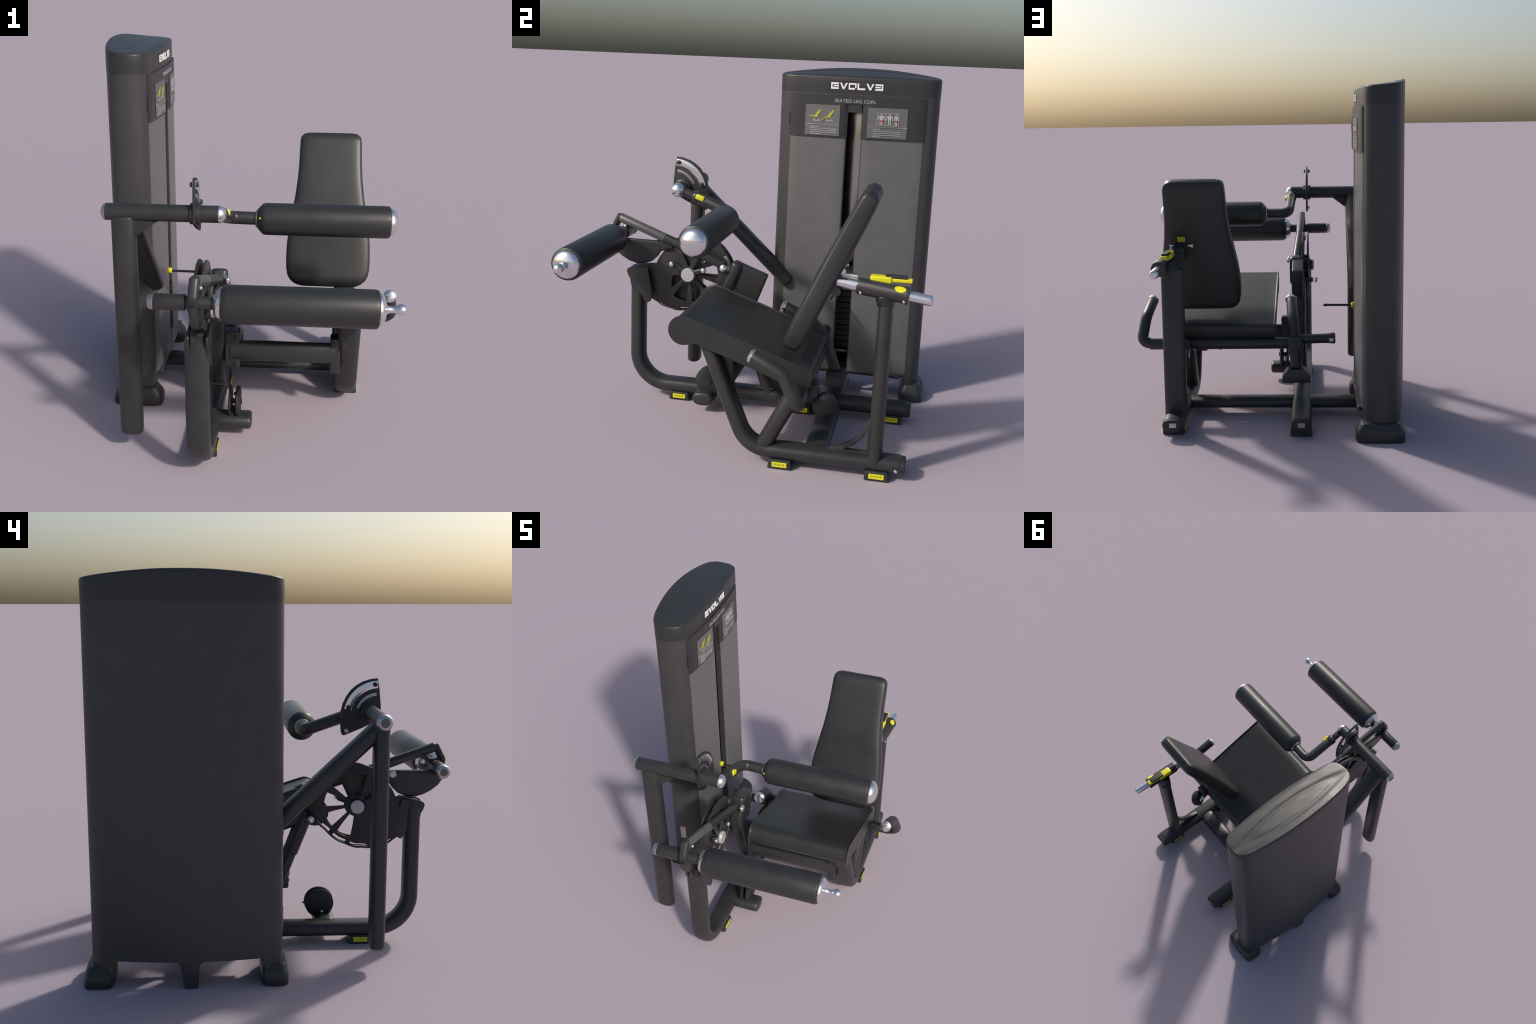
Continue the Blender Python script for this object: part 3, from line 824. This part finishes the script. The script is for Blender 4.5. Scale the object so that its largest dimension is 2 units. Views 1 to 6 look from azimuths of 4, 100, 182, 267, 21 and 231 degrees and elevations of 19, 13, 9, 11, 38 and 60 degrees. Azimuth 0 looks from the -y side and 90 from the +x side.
bolt((-0.178, -0.812, 1.052), (1, 0, 0.2), 0.009, 0.014, CHROME, lever)

# half-moon fender below the axle
bean = [(-0.622, 0.938), (-0.634, 0.954), (-0.655, 0.961), (-0.84, 0.962), (-0.890, 0.955), (-0.935, 0.985), (-0.952, 0.985), (-0.953, 0.958), (-0.935, 0.920),
        (-0.905, 0.878), (-0.870, 0.850), (-0.825, 0.826), (-0.780, 0.814), (-0.730, 0.817), (-0.685, 0.836), (-0.652, 0.868), (-0.630, 0.905)]
bn = plate("half_moon_fender", [bean], -0.198, 0.032, PAINT, lever, 0.010)
bolt((-0.215, -0.652, 0.943), (-1, 0, 0), 0.022, 0.012, STEEL, bn)
block("fender_label", (-0.196, -0.925, 0.945), (0.024, 0.004, 0.05), PALE, bn, 0.001, Matrix.Rotation(0.55, 3, 'X'))

# counterweight block at the other end of the lever
ud = V((0, 0.94, -0.342)).normalized()
cw_rot = Matrix((V((1, 0, 0)), ud, V((1, 0, 0)).cross(ud))).transposed()
cw = block("counterweight", (-0.174, -0.092, 0.752), (0.072, 0.170, 0.188), PAINT, None, 0.008, cw_rot)
block("weight_collar", (-0.162, -0.186, 0.784), (0.086, 0.066, 0.205), PAINT, cw, 0.024, cw_rot)
bolt((-0.118, -0.232, 0.846), (1, 0, 0.3), 0.022, 0.020, CHROME, cw)

# ------------------------------------------------------------------ cam wheel
HUB = (-0.456, 0.776)
def pie(c, r0, r1, a, half, n=6):
    k = half * r1 / r0 * 0.55
    return arc(c, r1, a - half, a + half, n) + arc(c, r0, a + min(k, half * 1.05), a - min(k, half * 1.05), n)
RAD = [(0, 0.262), (20, 0.268), (40, 0.262), (65, 0.248), (88, 0.236), (106, 0.224), (140, 0.205), (170, 0.215), (195, 0.262), (212, 0.290),
       (227, 0.278), (247, 0.254), (265, 0.236), (289, 0.220), (320, 0.216), (340, 0.234), (360, 0.262)]
def cam_r(a):
    a %= 360
    for (p, r), (q, t) in zip(RAD[:-1], RAD[1:]):
        if a <= q:
            k = (a - p) / (q - p); k = k * k * (3 - 2 * k)
            return r + (t - r) * k
def spiral(off, a0, a1, n):
    return [(HUB[0] + (cam_r(a0 + (a1 - a0) * i / n) - off) * math.cos(math.radians(a0 + (a1 - a0) * i / n)),
             HUB[1] + (cam_r(a0 + (a1 - a0) * i / n) - off) * math.sin(math.radians(a0 + (a1 - a0) * i / n))) for i in range(n + 1)]
def slot(a0, a1): return spiral(0.010, a0, a1, 10) + spiral(0.025, a1, a0, 10)
holes = [pie(HUB, 0.058, 0.176, a, 14.0) for a in (14, 54, 94, 134, 294, 334)]
slots = [slot(a, a + 25) for a in (224, 254, 284, 314)]
w1 = plate("cam_wheel", [spiral(0, 0, 357, 110)] + holes + slots, -0.240, 0.012, RUBBER, None, 0.003)
holes2 = [pie(HUB, 0.062, 0.172, a, 13.5) for a in (10, 50, 206, 250, 290, 330)]
w2 = plate("cam_plate", [spiral(0.004, 0, 357, 110)] + slots + holes2, -0.206, 0.012, PAINT, w1, 0.003)
lathe("cam_hub", (-0.272, HUB[0], HUB[1]), (1, 0, 0), [(0, 0.026), (0.005, 0.036), (0.030, 0.046), (0.075, 0.054), (0.100, 0.046), (0.103, 0.03)], PAINT, w1, 40)
lathe("hub_cap", (-0.282, HUB[0], HUB[1]), (1, 0, 0), [(0, 0.030), (0.003, 0.036), (0.012, 0.037)], DULL, w1, 36)
lathe("hub_cap", (-0.176, HUB[0], HUB[1]), (1, 0, 0), [(0, 0.041), (0.020, 0.041), (0.024, 0.038), (0.025, 0.01)], DULL, w1, 36)
# link between hub and lever, with bolts
for a, r in ((150, 0.115), (20, 0.10)):
    y, z = HUB[0] + r * math.cos(math.radians(a)), HUB[1] + r * math.sin(math.radians(a))
    sweep("hub_link", [(-0.180, HUB[0], HUB[1]), (-0.180, y, z)], 0.026, 0.034, PAINT, (1, 0, 0), w1)
    bolt((-0.163, y, z), (1, 0, 0.2), 0.016, 0.018, CHROME, w1)
sweep("hub_link", [(-0.182, HUB[0], HUB[1]), (-0.182, -0.535, 0.955)], 0.024, 0.040, PAINT, (1, 0, 0), w1)
sweep("hub_link", [(-0.182, HUB[0], HUB[1]), (-0.176, -0.385, 0.925)], 0.024, 0.036, PAINT, (1, 0, 0), w1)
sweep("hub_link", [(-0.182, -0.560, 0.955), (-0.205, -0.660, 0.920)], 0.028, 0.060, PAINT, (1, 0, 0), w1)
# rubbing strip on the cam rim
plate("rim_strip", [spiral(0.012, 8, 30, 8) + spiral(0.032, 30, 8, 8)], -0.198, 0.004, STEEL, w1, 0.001)
# bracket tying the cam to the head of the curved rail
brk = [(-0.700, 0.812), (-0.800, 0.800), (-0.822, 0.790), (-0.828, 0.776), (-0.820, 0.750), (-0.806, 0.728), (-0.800, 0.690), (-0.785, 0.655), (-0.760, 0.645), (-0.735, 0.640), (-0.720, 0.608), (-0.700, 0.588), (-0.680, 0.600), (-0.668, 0.650)]
for xx in (-0.240, -0.150):
    plate("rail_bracket", [brk], xx, 0.014, PAINT, w1, 0.004)
plate("cam_web", [[(-0.55, 0.83), (-0.72, 0.815), (-0.82, 0.79), (-0.81, 0.70), (-0.74, 0.63), (-0.66, 0.585), (-0.58, 0.58)]], -0.214, 0.030, PAINT, w1, 0.006)
# lower link to the strut
bolt((-0.285, -0.205, 0.715), (-1, 0, 0), 0.018, 0.022, CHROME, w1)
sweep("strut_link", [(-0.275, -0.205, 0.715), (-0.12, -0.205, 0.715)], 0.034, 0.034, PAINT, (0, 0, 1), w1, p=2)
